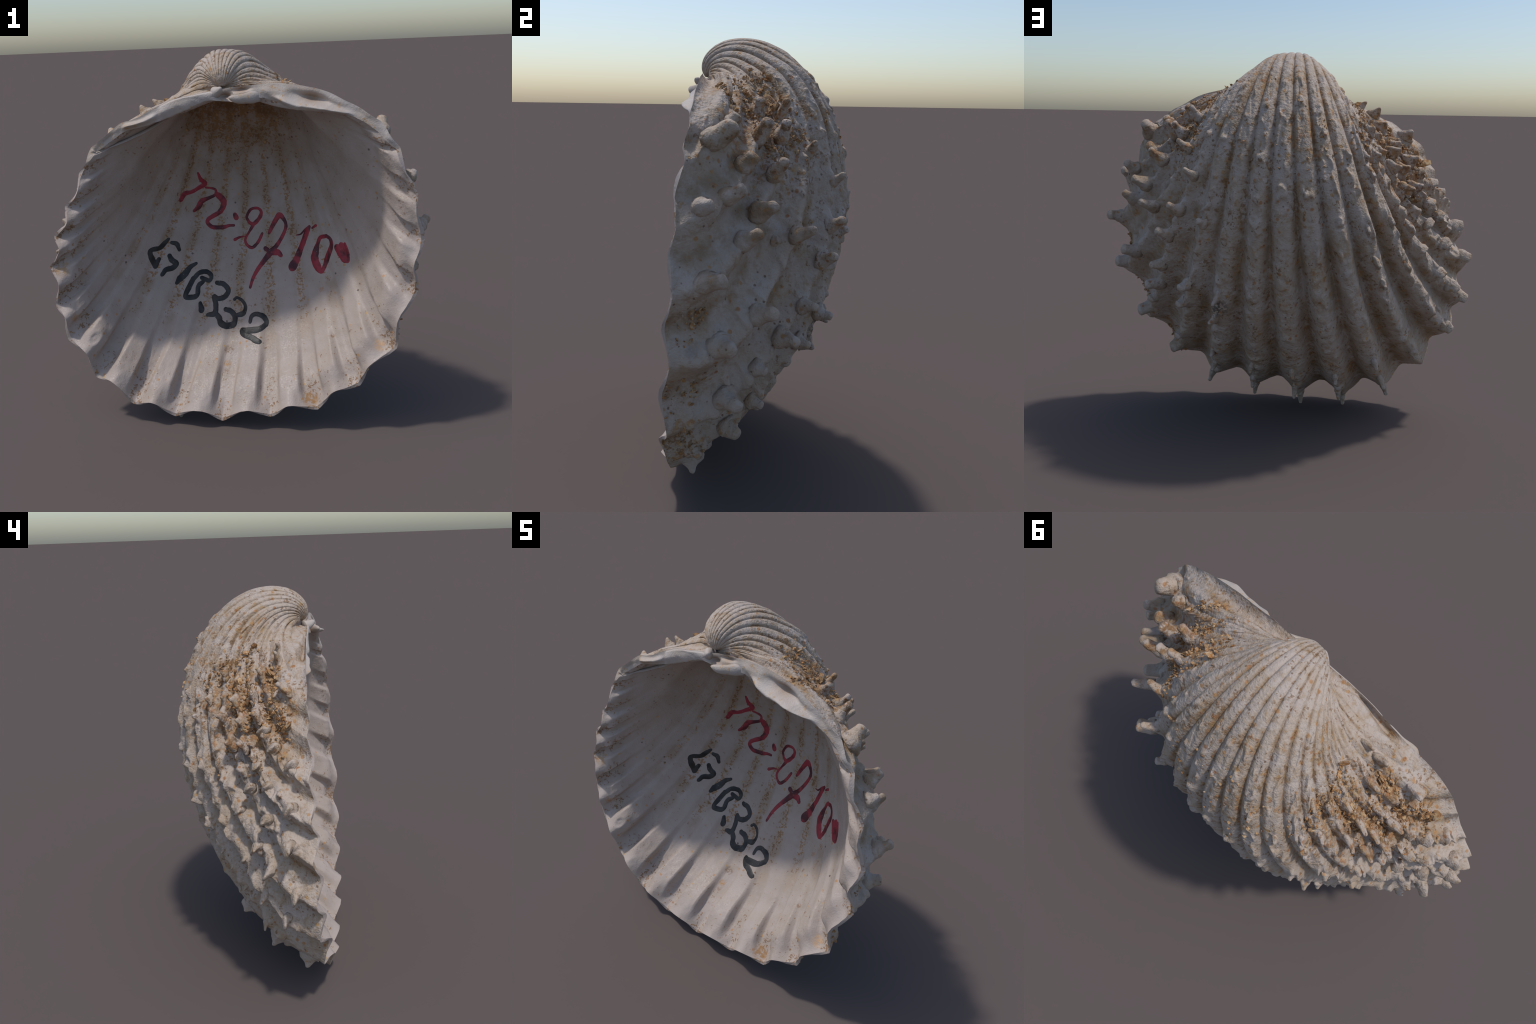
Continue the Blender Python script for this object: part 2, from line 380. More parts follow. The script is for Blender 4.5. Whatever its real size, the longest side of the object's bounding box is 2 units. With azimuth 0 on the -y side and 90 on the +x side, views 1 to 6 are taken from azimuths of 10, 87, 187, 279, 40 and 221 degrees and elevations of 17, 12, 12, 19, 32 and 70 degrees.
# ------------------------------------------------------------------- ink ---
# pen strokes on the inner wall: (x, z, stroke width)
STROKES = [
    ("red", "letter", [(-0.309, 1.260, 0.011), (-0.297, 1.222, 0.019), (-0.278, 1.193, 0.028), (-0.313, 1.171, 0.022), (-0.349, 1.153, 0.021), (-0.388, 1.145, 0.026), (-0.409, 1.113, 0.022)]),
    ("red", "letter", [(-0.274, 1.169, 0.010), (-0.235, 1.163, 0.013), (-0.215, 1.150, 0.014), (-0.221, 1.124, 0.016), (-0.256, 1.108, 0.019), (-0.300, 1.090, 0.029), (-0.315, 1.062, 0.029), (-0.340, 1.040, 0.017)]),
    ("red", "letter", [(-0.201, 1.120, 0.032), (-0.174, 1.089, 0.036), (-0.174, 1.057, 0.031), (-0.197, 1.022, 0.027), (-0.237, 1.000, 0.025), (-0.264, 0.982, 0.022), (-0.264, 0.960, 0.021), (-0.233, 0.936, 0.022), (-0.176, 0.933, 0.022), (-0.142, 0.943, 0.016), (-0.113, 0.944, 0.014)]),
    ("red", "dot", [(-0.103, 1.003, 0.026), (-0.098, 0.991, 0.030)]),
    ("red", "digit", [(-0.021, 0.965, 0.017), (-0.034, 0.992, 0.016), (-0.009, 1.036, 0.016), (0.033, 1.044, 0.015), (0.054, 1.023, 0.017), (0.043, 0.988, 0.022), (0.007, 0.953, 0.022), (-0.021, 0.962, 0.017)]),
    ("red", "digit", [(0.004, 0.944, 0.019), (-0.023, 0.900, 0.013), (-0.042, 0.863, 0.014), (-0.030, 0.835, 0.017), (0.001, 0.822, 0.017), (0.026, 0.840, 0.017), (0.045, 0.866, 0.017), (0.060, 0.899, 0.015)]),
    ("red", "digit", [(-0.102, 0.865, 0.017), (-0.078, 0.876, 0.012), (-0.046, 0.882, 0.006)]),
    ("red", "digit", [(0.103, 0.906, 0.018), (0.116, 0.933, 0.022), (0.149, 0.991, 0.028), (0.168, 1.008, 0.031), (0.197, 0.974, 0.019), (0.202, 0.938, 0.018), (0.179, 0.884, 0.020), (0.146, 0.834, 0.023), (0.113, 0.798, 0.033), (0.074, 0.751, 0.026), (0.038, 0.704, 0.022), (0.013, 0.658, 0.018), (0.000, 0.615, 0.015)]),
    ("red", "digit", [(0.084, 0.817, 0.023), (0.119, 0.798, 0.026), (0.156, 0.803, 0.032), (0.174, 0.790, 0.023)]),
    ("red", "digit", [(0.265, 0.901, 0.005), (0.293, 0.912, 0.008), (0.319, 0.942, 0.009), (0.344, 0.964, 0.010)]),
    ("red", "digit", [(0.345, 0.959, 0.016), (0.328, 0.925, 0.028), (0.314, 0.885, 0.028), (0.295, 0.835, 0.029), (0.270, 0.772, 0.037), (0.249, 0.735, 0.048)]),
    ("red", "digit", [(0.363, 0.956, 0.011), (0.382, 0.972, 0.014)]),
    ("red", "digit", [(0.444, 0.927, 0.020), (0.410, 0.911, 0.019), (0.395, 0.873, 0.021), (0.384, 0.830, 0.036), (0.379, 0.791, 0.043), (0.397, 0.752, 0.042), (0.417, 0.734, 0.025), (0.434, 0.757, 0.021), (0.455, 0.820, 0.026), (0.475, 0.883, 0.021), (0.467, 0.916, 0.019), (0.444, 0.927, 0.018)]),
    ("red", "dot", [(0.515, 0.872, 0.042), (0.533, 0.853, 0.054), (0.546, 0.831, 0.042)]),
    ("red", "dot", [(0.551, 0.905, 0.013), (0.564, 0.868, 0.017), (0.568, 0.823, 0.011)]),
    ("red", "dot", [(0.535, 0.888, 0.034), (0.552, 0.855, 0.046), (0.560, 0.828, 0.034)]),
    ("black", "letter", [(-0.481, 0.895, 0.018), (-0.503, 0.873, 0.026), (-0.524, 0.854, 0.027), (-0.556, 0.854, 0.027), (-0.569, 0.841, 0.023), (-0.562, 0.803, 0.024), (-0.546, 0.755, 0.024)]),
    ("black", "letter", [(-0.530, 0.789, 0.022), (-0.545, 0.754, 0.023)]),
    ("black", "letter", [(-0.460, 0.874, 0.019), (-0.435, 0.863, 0.024), (-0.421, 0.829, 0.017)]),
    ("black", "letter", [(-0.472, 0.801, 0.022), (-0.460, 0.777, 0.028), (-0.436, 0.752, 0.028), (-0.457, 0.732, 0.030), (-0.489, 0.728, 0.028), (-0.506, 0.708, 0.024)]),
    ("black", "digit", [(-0.328, 0.742, 0.018), (-0.360, 0.724, 0.027), (-0.387, 0.691, 0.037), (-0.416, 0.666, 0.035), (-0.429, 0.649, 0.022)]),
    ("black", "digit", [(-0.333, 0.665, 0.025), (-0.307, 0.690, 0.025), (-0.268, 0.694, 0.025), (-0.237, 0.669, 0.022), (-0.249, 0.644, 0.022), (-0.289, 0.663, 0.021)]),
    ("black", "digit", [(-0.340, 0.660, 0.028), (-0.361, 0.617, 0.030), (-0.376, 0.577, 0.027), (-0.341, 0.568, 0.026), (-0.310, 0.577, 0.026), (-0.307, 0.621, 0.026), (-0.285, 0.640, 0.023)]),
    ("black", "digit", [(-0.201, 0.632, 0.022), (-0.162, 0.626, 0.027), (-0.130, 0.594, 0.027), (-0.150, 0.562, 0.027), (-0.187, 0.553, 0.024), (-0.213, 0.561, 0.026), (-0.199, 0.525, 0.028), (-0.200, 0.484, 0.030), (-0.242, 0.473, 0.018)]),
    ("black", "digit", [(-0.199, 0.484, 0.025), (-0.172, 0.461, 0.029), (-0.160, 0.438, 0.030), (-0.120, 0.424, 0.029), (-0.084, 0.432, 0.031), (-0.082, 0.466, 0.028), (-0.110, 0.493, 0.024), (-0.137, 0.501, 0.023)]),
    ("black", "digit", [(-0.090, 0.549, 0.017), (-0.076, 0.556, 0.014), (-0.044, 0.542, 0.017), (-0.022, 0.517, 0.021), (-0.032, 0.484, 0.025), (-0.068, 0.472, 0.021)]),
    ("black", "dot", [(-0.291, 0.532, 0.018), (-0.281, 0.501, 0.032)]),
    ("black", "digit", [(0.013, 0.453, 0.020), (0.019, 0.475, 0.021), (0.045, 0.487, 0.021), (0.083, 0.478, 0.024), (0.108, 0.450, 0.025), (0.095, 0.432, 0.026), (0.061, 0.418, 0.027), (0.017, 0.411, 0.029), (-0.029, 0.402, 0.031), (-0.020, 0.391, 0.027), (0.020, 0.383, 0.026), (0.054, 0.371, 0.027), (0.076, 0.366, 0.021)]),
]

# -------------------------------------------------------------- materials ---
class Nodes:
    """Small helper: build node maths by calling functions."""

    def __init__(self, name, rough=0.75):
        self.m = bpy.data.materials.new(name)
        self.m.use_nodes = True
        self.t = self.m.node_tree
        self.b = self.t.nodes["Principled BSDF"]
        self.b.inputs["Roughness"].default_value = rough
        self.b.inputs["Specular IOR Level"].default_value = 0.3
        self.co = self.new("ShaderNodeTexCoord").outputs["Object"]

    def new(self, kind):
        return self.t.nodes.new(kind)

    def put(self, sock, v):
        if isinstance(v, bpy.types.NodeSocket):
            self.t.links.new(v, sock)
        elif isinstance(v, (tuple, list)) and len(v) == 3 and sock.type == "RGBA":
            sock.default_value = (*v, 1)
        else:
            sock.default_value = v

    def math(self, op, a, b=0.0, c=None, clamp=False):
        n = self.new("ShaderNodeMath")
        n.operation = op
        n.use_clamp = clamp
        self.put(n.inputs[0], a)
        self.put(n.inputs[1], b)
        if c is not None:
            self.put(n.inputs[2], c)
        return n.outputs[0]

    def add(self, a, b): return self.math("ADD", a, b)
    def mul(self, a, b): return self.math("MULTIPLY", a, b)
    def sub(self, a, b): return self.math("SUBTRACT", a, b)
    def most(self, a, b): return self.math("MAXIMUM", a, b)

    def step(self, x, a, b, lo=0.0, hi=1.0):
        n = self.new("ShaderNodeMapRange")
        n.interpolation_type = "SMOOTHSTEP"
        for k, v in zip(("Value", "From Min", "From Max", "To Min", "To Max"), (x, a, b, lo, hi)):
            self.put(n.inputs[k], v)
        return n.outputs[0]

    def noise(self, scale, detail=3.0, rough=0.55, shift=0.0, stretch=None):
        v = self.co
        if shift or stretch:
            mp = self.new("ShaderNodeMapping")
            self.put(mp.inputs["Vector"], v)
            mp.inputs["Location"].default_value = (shift, shift * 1.7, -shift)
            if stretch:
                mp.inputs["Scale"].default_value = stretch
            v = mp.outputs[0]
        n = self.new("ShaderNodeTexNoise")
        self.put(n.inputs["Vector"], v)
        n.inputs["Scale"].default_value = scale
        n.inputs["Detail"].default_value = detail
        n.inputs["Roughness"].default_value = rough
        return n.outputs["Fac"]

    def cells(self, scale, shift=0.0):
        mp = self.new("ShaderNodeMapping")
        self.put(mp.inputs["Vector"], self.co)
        mp.inputs["Location"].default_value = (shift, -shift, shift * 2)
        n = self.new("ShaderNodeTexVoronoi")
        self.put(n.inputs["Vector"], mp.outputs[0])
        n.inputs["Scale"].default_value = scale
        return n.outputs["Distance"], n.outputs["Color"]

    def mix(self, fac, a, b):
        n = self.new("ShaderNodeMix")
        n.data_type = "RGBA"
        self.put(n.inputs["Factor"], fac)
        self.put(n.inputs["A"] if False else n.inputs[6], a)
        self.put(n.inputs[7], b)
        return n.outputs[2]

    def axes(self, centre):
        n = self.new("ShaderNodeVectorMath")
        n.operation = "SUBTRACT"
        self.put(n.inputs[0], self.co)
        n.inputs[1].default_value = tuple(centre)
        s = self.new("ShaderNodeSeparateXYZ")
        self.put(s.inputs[0], n.outputs[0])
        return s.outputs[0], s.outputs[1], s.outputs[2]

    def ball(self, centre, r0, r1):
        n = self.new("ShaderNodeVectorMath")
        n.operation = "DISTANCE"
        self.put(n.inputs[0], self.co)
        n.inputs[1].default_value = tuple(centre)
        return self.step(n.outputs["Value"], r1, r0)

    def shell_angles(self, pole, edge):
        """Rib number and winding angle of a point, from where it lies round the pole."""
        x, y, z = self.axes(pole)
        h = self.math("SQRT", self.add(self.mul(y, y), self.mul(z, z)))
        al = self.math("ARCTAN2", x, h)
        q = self.math("ADD", self.mul(self.math("ARCTAN2", y, self.mul(z, -1.0)), 57.2958), 7.0)
        pts = []
        for w in np.arange(-1.0, 20.01, 0.5):
            d = edge(np.array([w]))[0] - pole
            pts.append((math.atan2(d[0], math.hypot(d[1], d[2])), w))
        keep = [pts[0]]
        for p in pts[1:]:
            if p[0] > keep[-1][0] + 1e-4:
                keep.append(p)
        c = self.new("ShaderNodeFloatCurve")
        cm = c.mapping
        cv = cm.curves[0]
        f = [((a + 1.6) / 3.2, (w + 4) / 28) for a, w in keep]
        cv.points[0].location, cv.points[1].location = f[0], f[-1]
        for p in f[1:-1]:
            cv.points.new(*p)
        for p in cv.points:
            p.handle_type = "VECTOR"
        cm.update()
        self.put(c.inputs["Value"], self.math("MULTIPLY_ADD", al, 1 / 3.2, 0.5))
        w = self.math("MULTIPLY_ADD", c.outputs[0], 28.0, -4.0)
        return w, q

    def off_crest(self, w):
        """0 on a rib crest, 1 in the furrow between two."""
        fr = self.math("FRACT", self.add(w, 0.5))
        return self.mul(self.math("ABSOLUTE", self.sub(fr, 0.5)), 2.0)

    def finish(self, colour, bump=None, strength=0.3, dist=0.01):
        self.put(self.b.inputs["Base Color"], colour)
        if bump is not None:
            n = self.new("ShaderNodeBump")
            n.inputs["Strength"].default_value = strength
            n.inputs["Distance"].default_value = dist
            self.put(n.inputs["Height"], bump)
            self.put(self.b.inputs["Normal"], n.outputs[0])
        return self.m


CHALK = (0.435, 0.365, 0.315)
CREAM = (0.40, 0.315, 0.24)
TAN = (0.25, 0.17, 0.10)
OCHRE = (0.42, 0.245, 0.095)
RUST = (0.32, 0.125, 0.04)
UMBER = (0.14, 0.075, 0.04)


def outer_material():
    s = Nodes("weathered_shell", 0.7)
    w, q = s.shell_angles(POLE, margin)
    furrow = s.step(s.off_crest(w), 0.45, 0.95)
    n_big, n_mid, n_fine = s.noise(2.6, 4), s.noise(9.0, 4, 0.6, 3.1), s.noise(38.0, 4, 0.6, 1.3)
    n_speck = s.noise(60.0, 2, 0.5, 7.7)
    col = s.mix(s.step(n_mid, 0.35, 0.7), CHALK, CREAM)
    col = s.mix(s.mul(s.step(n_fine, 0.52, 0.72), 0.30), col, TAN)
    # tan film lying in the furrows
    film = s.mul(furrow, s.step(n_mid, 0.38, 0.62))
    col = s.mix(s.mul(film, 0.75), col, TAN)
    keep = s.sub(1.0, s.mul(s.most(s.ball((0.95, -0.15, 1.15), 0.30, 0.55), s.ball((0.85, -0.15, 0.75), 0.2, 0.45)), 0.6))
    mott = s.step(s.add(s.mul(n_fine, 0.55), s.mul(s.noise(15.0, 4, 0.65, 5.5), 0.45)), 0.49, 0.60)
    col = s.mix(s.mul(s.mul(mott, keep), 0.42), col, (0.33, 0.225, 0.125))
    # zones of clinging sediment
    zone = s.most(s.ball((0.46, -0.02, 1.58), 0.12, 0.36), s.ball((-0.56, -0.02, 1.42), 0.15, 0.42))
    zone = s.most(zone, s.mul(s.ball((-0.05, 0.25, 1.65), 0.2, 0.55), 0.45))
    zone = s.most(zone, s.mul(s.ball((0.72, -0.30, 0.42), 0.08, 0.30), 0.7))
    zone = s.most(zone, s.mul(s.ball((-0.25, 0.05, 0.30), 0.1, 0.45), 0.45))
    dens = s.add(s.mul(zone, 0.085), s.mul(furrow, 0.035))
    thr = s.sub(0.655, dens)
    och = s.step(s.sub(s.add(s.mul(n_fine, 0.6), s.mul(n_mid, 0.4)), thr), -0.06, 0.02)
    col = s.mix(s.mul(och, 0.62), col, s.mix(s.step(n_speck, 0.4, 0.6), OCHRE, RUST))
    # small separate spots
    d, c = s.cells(26.0)
    pick = s.new("ShaderNodeSeparateColor")
    s.put(pick.inputs[0], c)
    on = s.math("GREATER_THAN", pick.outputs[0], s.sub(0.66, s.mul(zone, 0.22)))
    spot = s.mul(on, s.step(s.add(d, s.mul(n_speck, 0.25)), 0.42, 0.26))
    col = s.mix(s.mul(spot, 0.8), col, s.mix(pick.outputs[1], RUST, OCHRE))
    d2, c2 = s.cells(34.0, 3.3)
    pick2 = s.new("ShaderNodeSeparateColor")
    s.put(pick2.inputs[0], c2)
    dark = s.mul(s.math("GREATER_THAN", pick2.outputs[0], 0.76), s.step(s.add(d2, s.mul(n_speck, 0.4)), 0.40, 0.30))
    col = s.mix(s.mul(dark, 0.75), col, UMBER)
    # fine brown grime caught in pits and between scales
    g1, g2 = s.noise(48.0, 5, 0.7, 11.0), s.noise(11.0, 3, 0.6, 6.6)
    grime = s.step(s.add(g1, s.add(s.mul(g2, 0.35), s.add(s.mul(furrow, 0.05), s.mul(zone, 0.05)))), 0.778, 0.825)
    clean = s.most(s.ball((0.95, -0.15, 1.15), 0.30, 0.55), s.ball((0.85, -0.15, 0.75), 0.2, 0.45))
    grime = s.mul(grime, s.sub(1.0, s.mul(clean, 0.85)))
    col = s.mix(s.mul(grime, 0.75), col, (0.20, 0.11, 0.05))
    # grey-black smudge on one rib of the back, and a dark spot on the right flank
    soot = s.mul(s.ball((0.27, 0.245, 0.70), 0.02, 0.085), s.step(n_speck, 0.42, 0.55))
    soot = s.most(soot, s.mul(s.ball((0.875, -0.27, 0.82), 0.012, 0.05), s.step(n_fine, 0.35, 0.5)))
    col = s.mix(s.mul(soot, 0.8), col, (0.07, 0.06, 0.055))
    bump = s.add(s.mul(n_fine, 0.6), s.add(s.mul(n_speck, 0.4), s.mul(s.noise(150.0, 2), 0.25)))
    return s.finish(col, bump, 0.8, 0.014)


def inner_material():
    s = Nodes("inner_shell", 0.55)
    w, q = s.shell_angles(POLE_IN, lambda ww: margin(ww) * np.array([0.985, 1, 1]) + np.array([0, 0, 0.012]))
    crest = s.step(s.off_crest(w), 0.62, 0.12)
    n_mid, n_fine, n_speck = s.noise(8.0, 4, 0.6, 2.2), s.noise(48.0, 5, 0.62), s.noise(110.0, 2, 0.5, 5.0)
    col = s.mix(s.step(n_mid, 0.3, 0.75), (0.41, 0.347, 0.313), (0.37, 0.302, 0.255))
    # dirt lying in the flutes, thick and blotchy under the beak
    mid = s.mul(s.step(s.add(w, s.mul(n_mid, 3.0)), 4.5, 9.5), s.step(s.add(w, s.mul(n_mid, 3.0)), 17.5, 12.5))
    flute = s.mul(s.mul(crest, s.step(q, 6.0, 22.0)), s.step(w, 4.0, 7.0))
    flute = s.mul(flute, s.step(w, 15.0, 12.0))
    deep = s.mul(s.mul(s.step(q, 28.0, 98.0), mid), s.step(s.add(n_mid, s.mul(crest, 0.22)), 0.25, 0.60, 0.6, 1.35))
    rim = s.mul(s.mul(crest, s.step(q, 9.0, 0.5)), 0.7)
    film = s.mul(flute, s.step(n_mid, 0.36, 0.58))
    col = s.mix(s.mul(film, 0.50), col, (0.29, 0.195, 0.11))
    col = s.mix(s.mul(deep, s.step(n_mid, 0.3, 0.7, 0.40, 0.75)), col, (0.22, 0.135, 0.07))
    dens = s.most(s.most(s.mul(flute, 0.18), s.mul(deep, 0.215)), s.add(s.mul(rim, 0.13), s.add(0.055, s.mul(s.step(n_mid, 0.45, 0.65), 0.05))))
    v = s.add(s.mul(n_fine, 0.65), s.mul(n_speck, 0.35))
    blot = s.step(s.sub(v, s.sub(0.70, dens)), -0.03, 0.035)
    col = s.mix(s.mul(blot, 0.82), col, s.mix(s.step(n_mid, 0.4, 0.6), (0.29, 0.15, 0.05), (0.19, 0.095, 0.035)))
    d, c = s.cells(24.0, 1.2)
    pick = s.new("ShaderNodeSeparateColor")
    s.put(pick.inputs[0], c)
    spot = s.mul(s.math("GREATER_THAN", pick.outputs[0], s.sub(0.83, s.mul(s.most(flute, deep), 0.25))),
                 s.step(s.add(d, s.mul(n_speck, 0.3)), 0.40, 0.27))
    col = s.mix(s.mul(spot, 0.75), col, s.mix(pick.outputs[1], (0.42, 0.20, 0.07), (0.46, 0.30, 0.13)))
    d2, c2 = s.cells(40.0, 4.4)
    pick2 = s.new("ShaderNodeSeparateColor")
    s.put(pick2.inputs[0], c2)
    dark = s.mul(s.math("GREATER_THAN", pick2.outputs[0], s.sub(0.985, s.mul(deep, 0.12))), s.step(d2, 0.30, 0.18))
    col = s.mix(s.mul(dark, 0.8), col, (0.09, 0.06, 0.05))
    for p, r, k in (((-0.098, -0.106, 0.316), 0.035, (0.20, 0.12, 0.07)), ((-0.10, -0.16, 0.25), 0.03, (0.38, 0.20, 0.07)),
                    ((-0.098, -0.19, 0.225), 0.025, (0.22, 0.13, 0.08)), ((0.424, 0.013, 0.643), 0.02, (0.38, 0.16, 0.05)),
                    ((0.733, -0.34, 0.475), 0.045, (0.52, 0.33, 0.19)), ((0.491, -0.189, 0.457), 0.016, (0.25, 0.14, 0.07)),
                    ((0.38, -0.36, 0.16), 0.06, (0.33, 0.18, 0.07)), ((-0.90, -0.33, 0.60), 0.05, (0.40, 0.22, 0.10)),
                    ((-0.93, -0.33, 0.86), 0.05, (0.36, 0.22, 0.11))):
        m = s.mul(s.ball(p, r * 0.4, r), s.step(n_fine, 0.38, 0.55))
        col = s.mix(s.mul(m, 0.85), col, k)
    bump = s.add(s.mul(n_fine, 0.4), s.add(s.mul(n_speck, 0.5), s.mul(s.noise(170.0, 2), 0.4)))
    rough = s.step(s.noise(120.0, 2, 0.5, 9.0), 0.35, 0.65, 0.38, 0.7)
    s.put(s.b.inputs["Roughness"], rough)
    return s.finish(col, bump, 0.28, 0.010)


def hinge_material():
    s = Nodes("hinge_shell", 0.55)
    n_mid, n_fine = s.noise(8.0, 4, 0.6, 2.2), s.noise(40.0, 4, 0.6)
    col = s.mix(s.step(n_mid, 0.3, 0.75), (0.45, 0.40, 0.37), (0.41, 0.335, 0.27))
    pit = s.most(s.ball((0.40, -0.21, 1.71), 0.03, 0.11), s.most(s.ball((0.06, -0.24, 1.755), 0.01, 0.05), s.ball((-0.01, -0.24, 1.735), 0.01, 0.05)))
    col = s.mix(s.mul(pit, 0.5), col, (0.36, 0.25, 0.18))
    col = s.mix(s.mul(s.step(s.add(n_fine, s.mul(n_mid, 0.4)), 0.80, 0.90), 0.7), col, OCHRE)
    return s.finish(col, s.add(n_fine, s.noise(150.0, 2)), 0.25, 0.008)


def grain_material():
    s = Nodes("ochre_grit", 0.85)
    n1, n2 = s.noise(45.0, 2, 0.5), s.noise(90.0, 2, 0.5, 3.0)
    col = s.mix(s.step(n1, 0.38, 0.62), (0.37, 0.185, 0.07), (0.47, 0.315, 0.17))
    col = s.mix(s.mul(s.step(n2, 0.55, 0.66), 0.8), col, (0.44, 0.37, 0.29))
    col = s.mix(s.mul(s.step(n2, 0.42, 0.34), 0.7), col, (0.20, 0.09, 0.04))
    return s.finish(col, n2, 0.3, 0.005)


def ink_material(name, thin, thick):
    s = Nodes(name, 0.45)
    n1, n2 = s.noise(16.0, 3, 0.5), s.noise(120.0, 2, 0.5, 2.0)
    col = s.mix(s.step(n1, 0.42, 0.62), thin, thick)
    col = s.mix(s.mul(s.step(n2, 0.68, 0.74), 0.5), col, (0.35, 0.29, 0.27))
    return s.finish(col, n2, 0.2, 0.004)


# ---------------------------------------------------------------- building --
def mesh_from(name, verts, faces, normals=None):
    me = bpy.data.meshes.new(name)
    verts = np.asarray(verts, np.float32).reshape(-1, 3)
    f = np.asarray(faces, np.int32)
    k = f.shape[1]
    me.vertices.add(len(verts))
    me.vertices.foreach_set("co", verts.reshape(-1))
    me.loops.add(f.size)
    me.loops.foreach_set("vertex_index", f.reshape(-1))
    me.polygons.add(len(f))
    me.polygons.foreach_set("loop_start", np.arange(0, f.size, k, dtype=np.int32))
    me.polygons.foreach_set("loop_total", np.full(len(f), k, dtype=np.int32))
    me.polygons.foreach_set("use_smooth", np.ones(len(f), dtype=bool))
    me.update(calc_edges=True)
    if normals is not None:
        me.normals_split_custom_set_from_vertices(np.asarray(normals, np.float32).reshape(-1, 3).tolist())
    return me


def grid_faces(n, m, flip=False, wrap=False):
    idx = np.arange(n * m).reshape(n, m)
    if wrap:
        idx = np.concatenate([idx, idx[:, :1]], 1)
    f = np.stack([idx[:-1, :-1], idx[1:, :-1], idx[1:, 1:], idx[:-1, 1:]], -1).reshape(-1, 4)
    return f[:, ::-1] if flip else f


def add(name, me, parent, mat):
    o = bpy.data.objects.new(name, me)
    bpy.context.scene.collection.objects.link(o)
    o.parent = parent
    if me is not None:
        me.materials.append(mat)
    return o


def unit(v):
    v = np.asarray(v, float)
    return v / max(np.linalg.norm(v), 1e-9)


def stem(path, radii_a, radii_g, axis_a, axis_g, m=18, hollow=0.0, seed=0.0, rough=0.06):
    """A tapering, slightly lumpy stem; the g side faces the margin, -g the beak."""
    ph = np.linspace(0, 2 * np.pi, m, endpoint=False)
    V = []
    for k, c in enumerate(path):
        t = k / (len(path) - 1)
        tan = unit(path[min(k + 1, len(path) - 1)] - path[max(k - 1, 0)])
        a = unit(axis_a - tan * (axis_a @ tan))
        g = np.cross(tan, a)
        if g @ axis_g < 0:
            g = -g
        r = 1 - hollow * np.clip(t * 1.6, 0, 1) * np.clip(-np.sin(ph), 0, 1) ** 2.5
        V.append(c + np.outer(np.cos(ph) * radii_a[k] * r, a) + np.outer(np.sin(ph) * radii_g[k] * r, g))
    V = np.array(V)
    size = max(radii_a)
    n = fbm(V / size * 0.55 + seed, 2)
    mid = V.mean(1, keepdims=True)
    V = mid + (V - mid) * (1 + rough * 2.2 * n)[..., None]
    faces = grid_faces(len(path), m, wrap=True)
    flat = V.reshape(-1, 3)
    tip = len(flat)
    flat = np.concatenate([flat, path[-1][None]])
    flat = np.concatenate([flat, path[0][None]])
    last = (len(path) - 1) * m
    cap = np.array([(last + i, last + (i + 1) % m, tip, tip) for i in range(m)] + [((i + 1) % m, i, tip + 1, tip + 1) for i in range(m)])
    return flat, faces, cap


def stem_mesh(name, flat, faces, cap):
    me = bpy.data.meshes.new(name)
    me.from_pydata(flat.tolist(), [], [tuple(map(int, f)) for f in faces] + [tuple(map(int, c[:3])) for c in cap])
    me.polygons.foreach_set("use_smooth", np.ones(len(me.polygons), dtype=bool))
    me.update()
    import bmesh
    bm = bmesh.new()
    bm.from_mesh(me)
    bmesh.ops.recalc_face_normals(bm, faces=bm.faces)
    bm.to_mesh(me)
    bm.free()
    return me


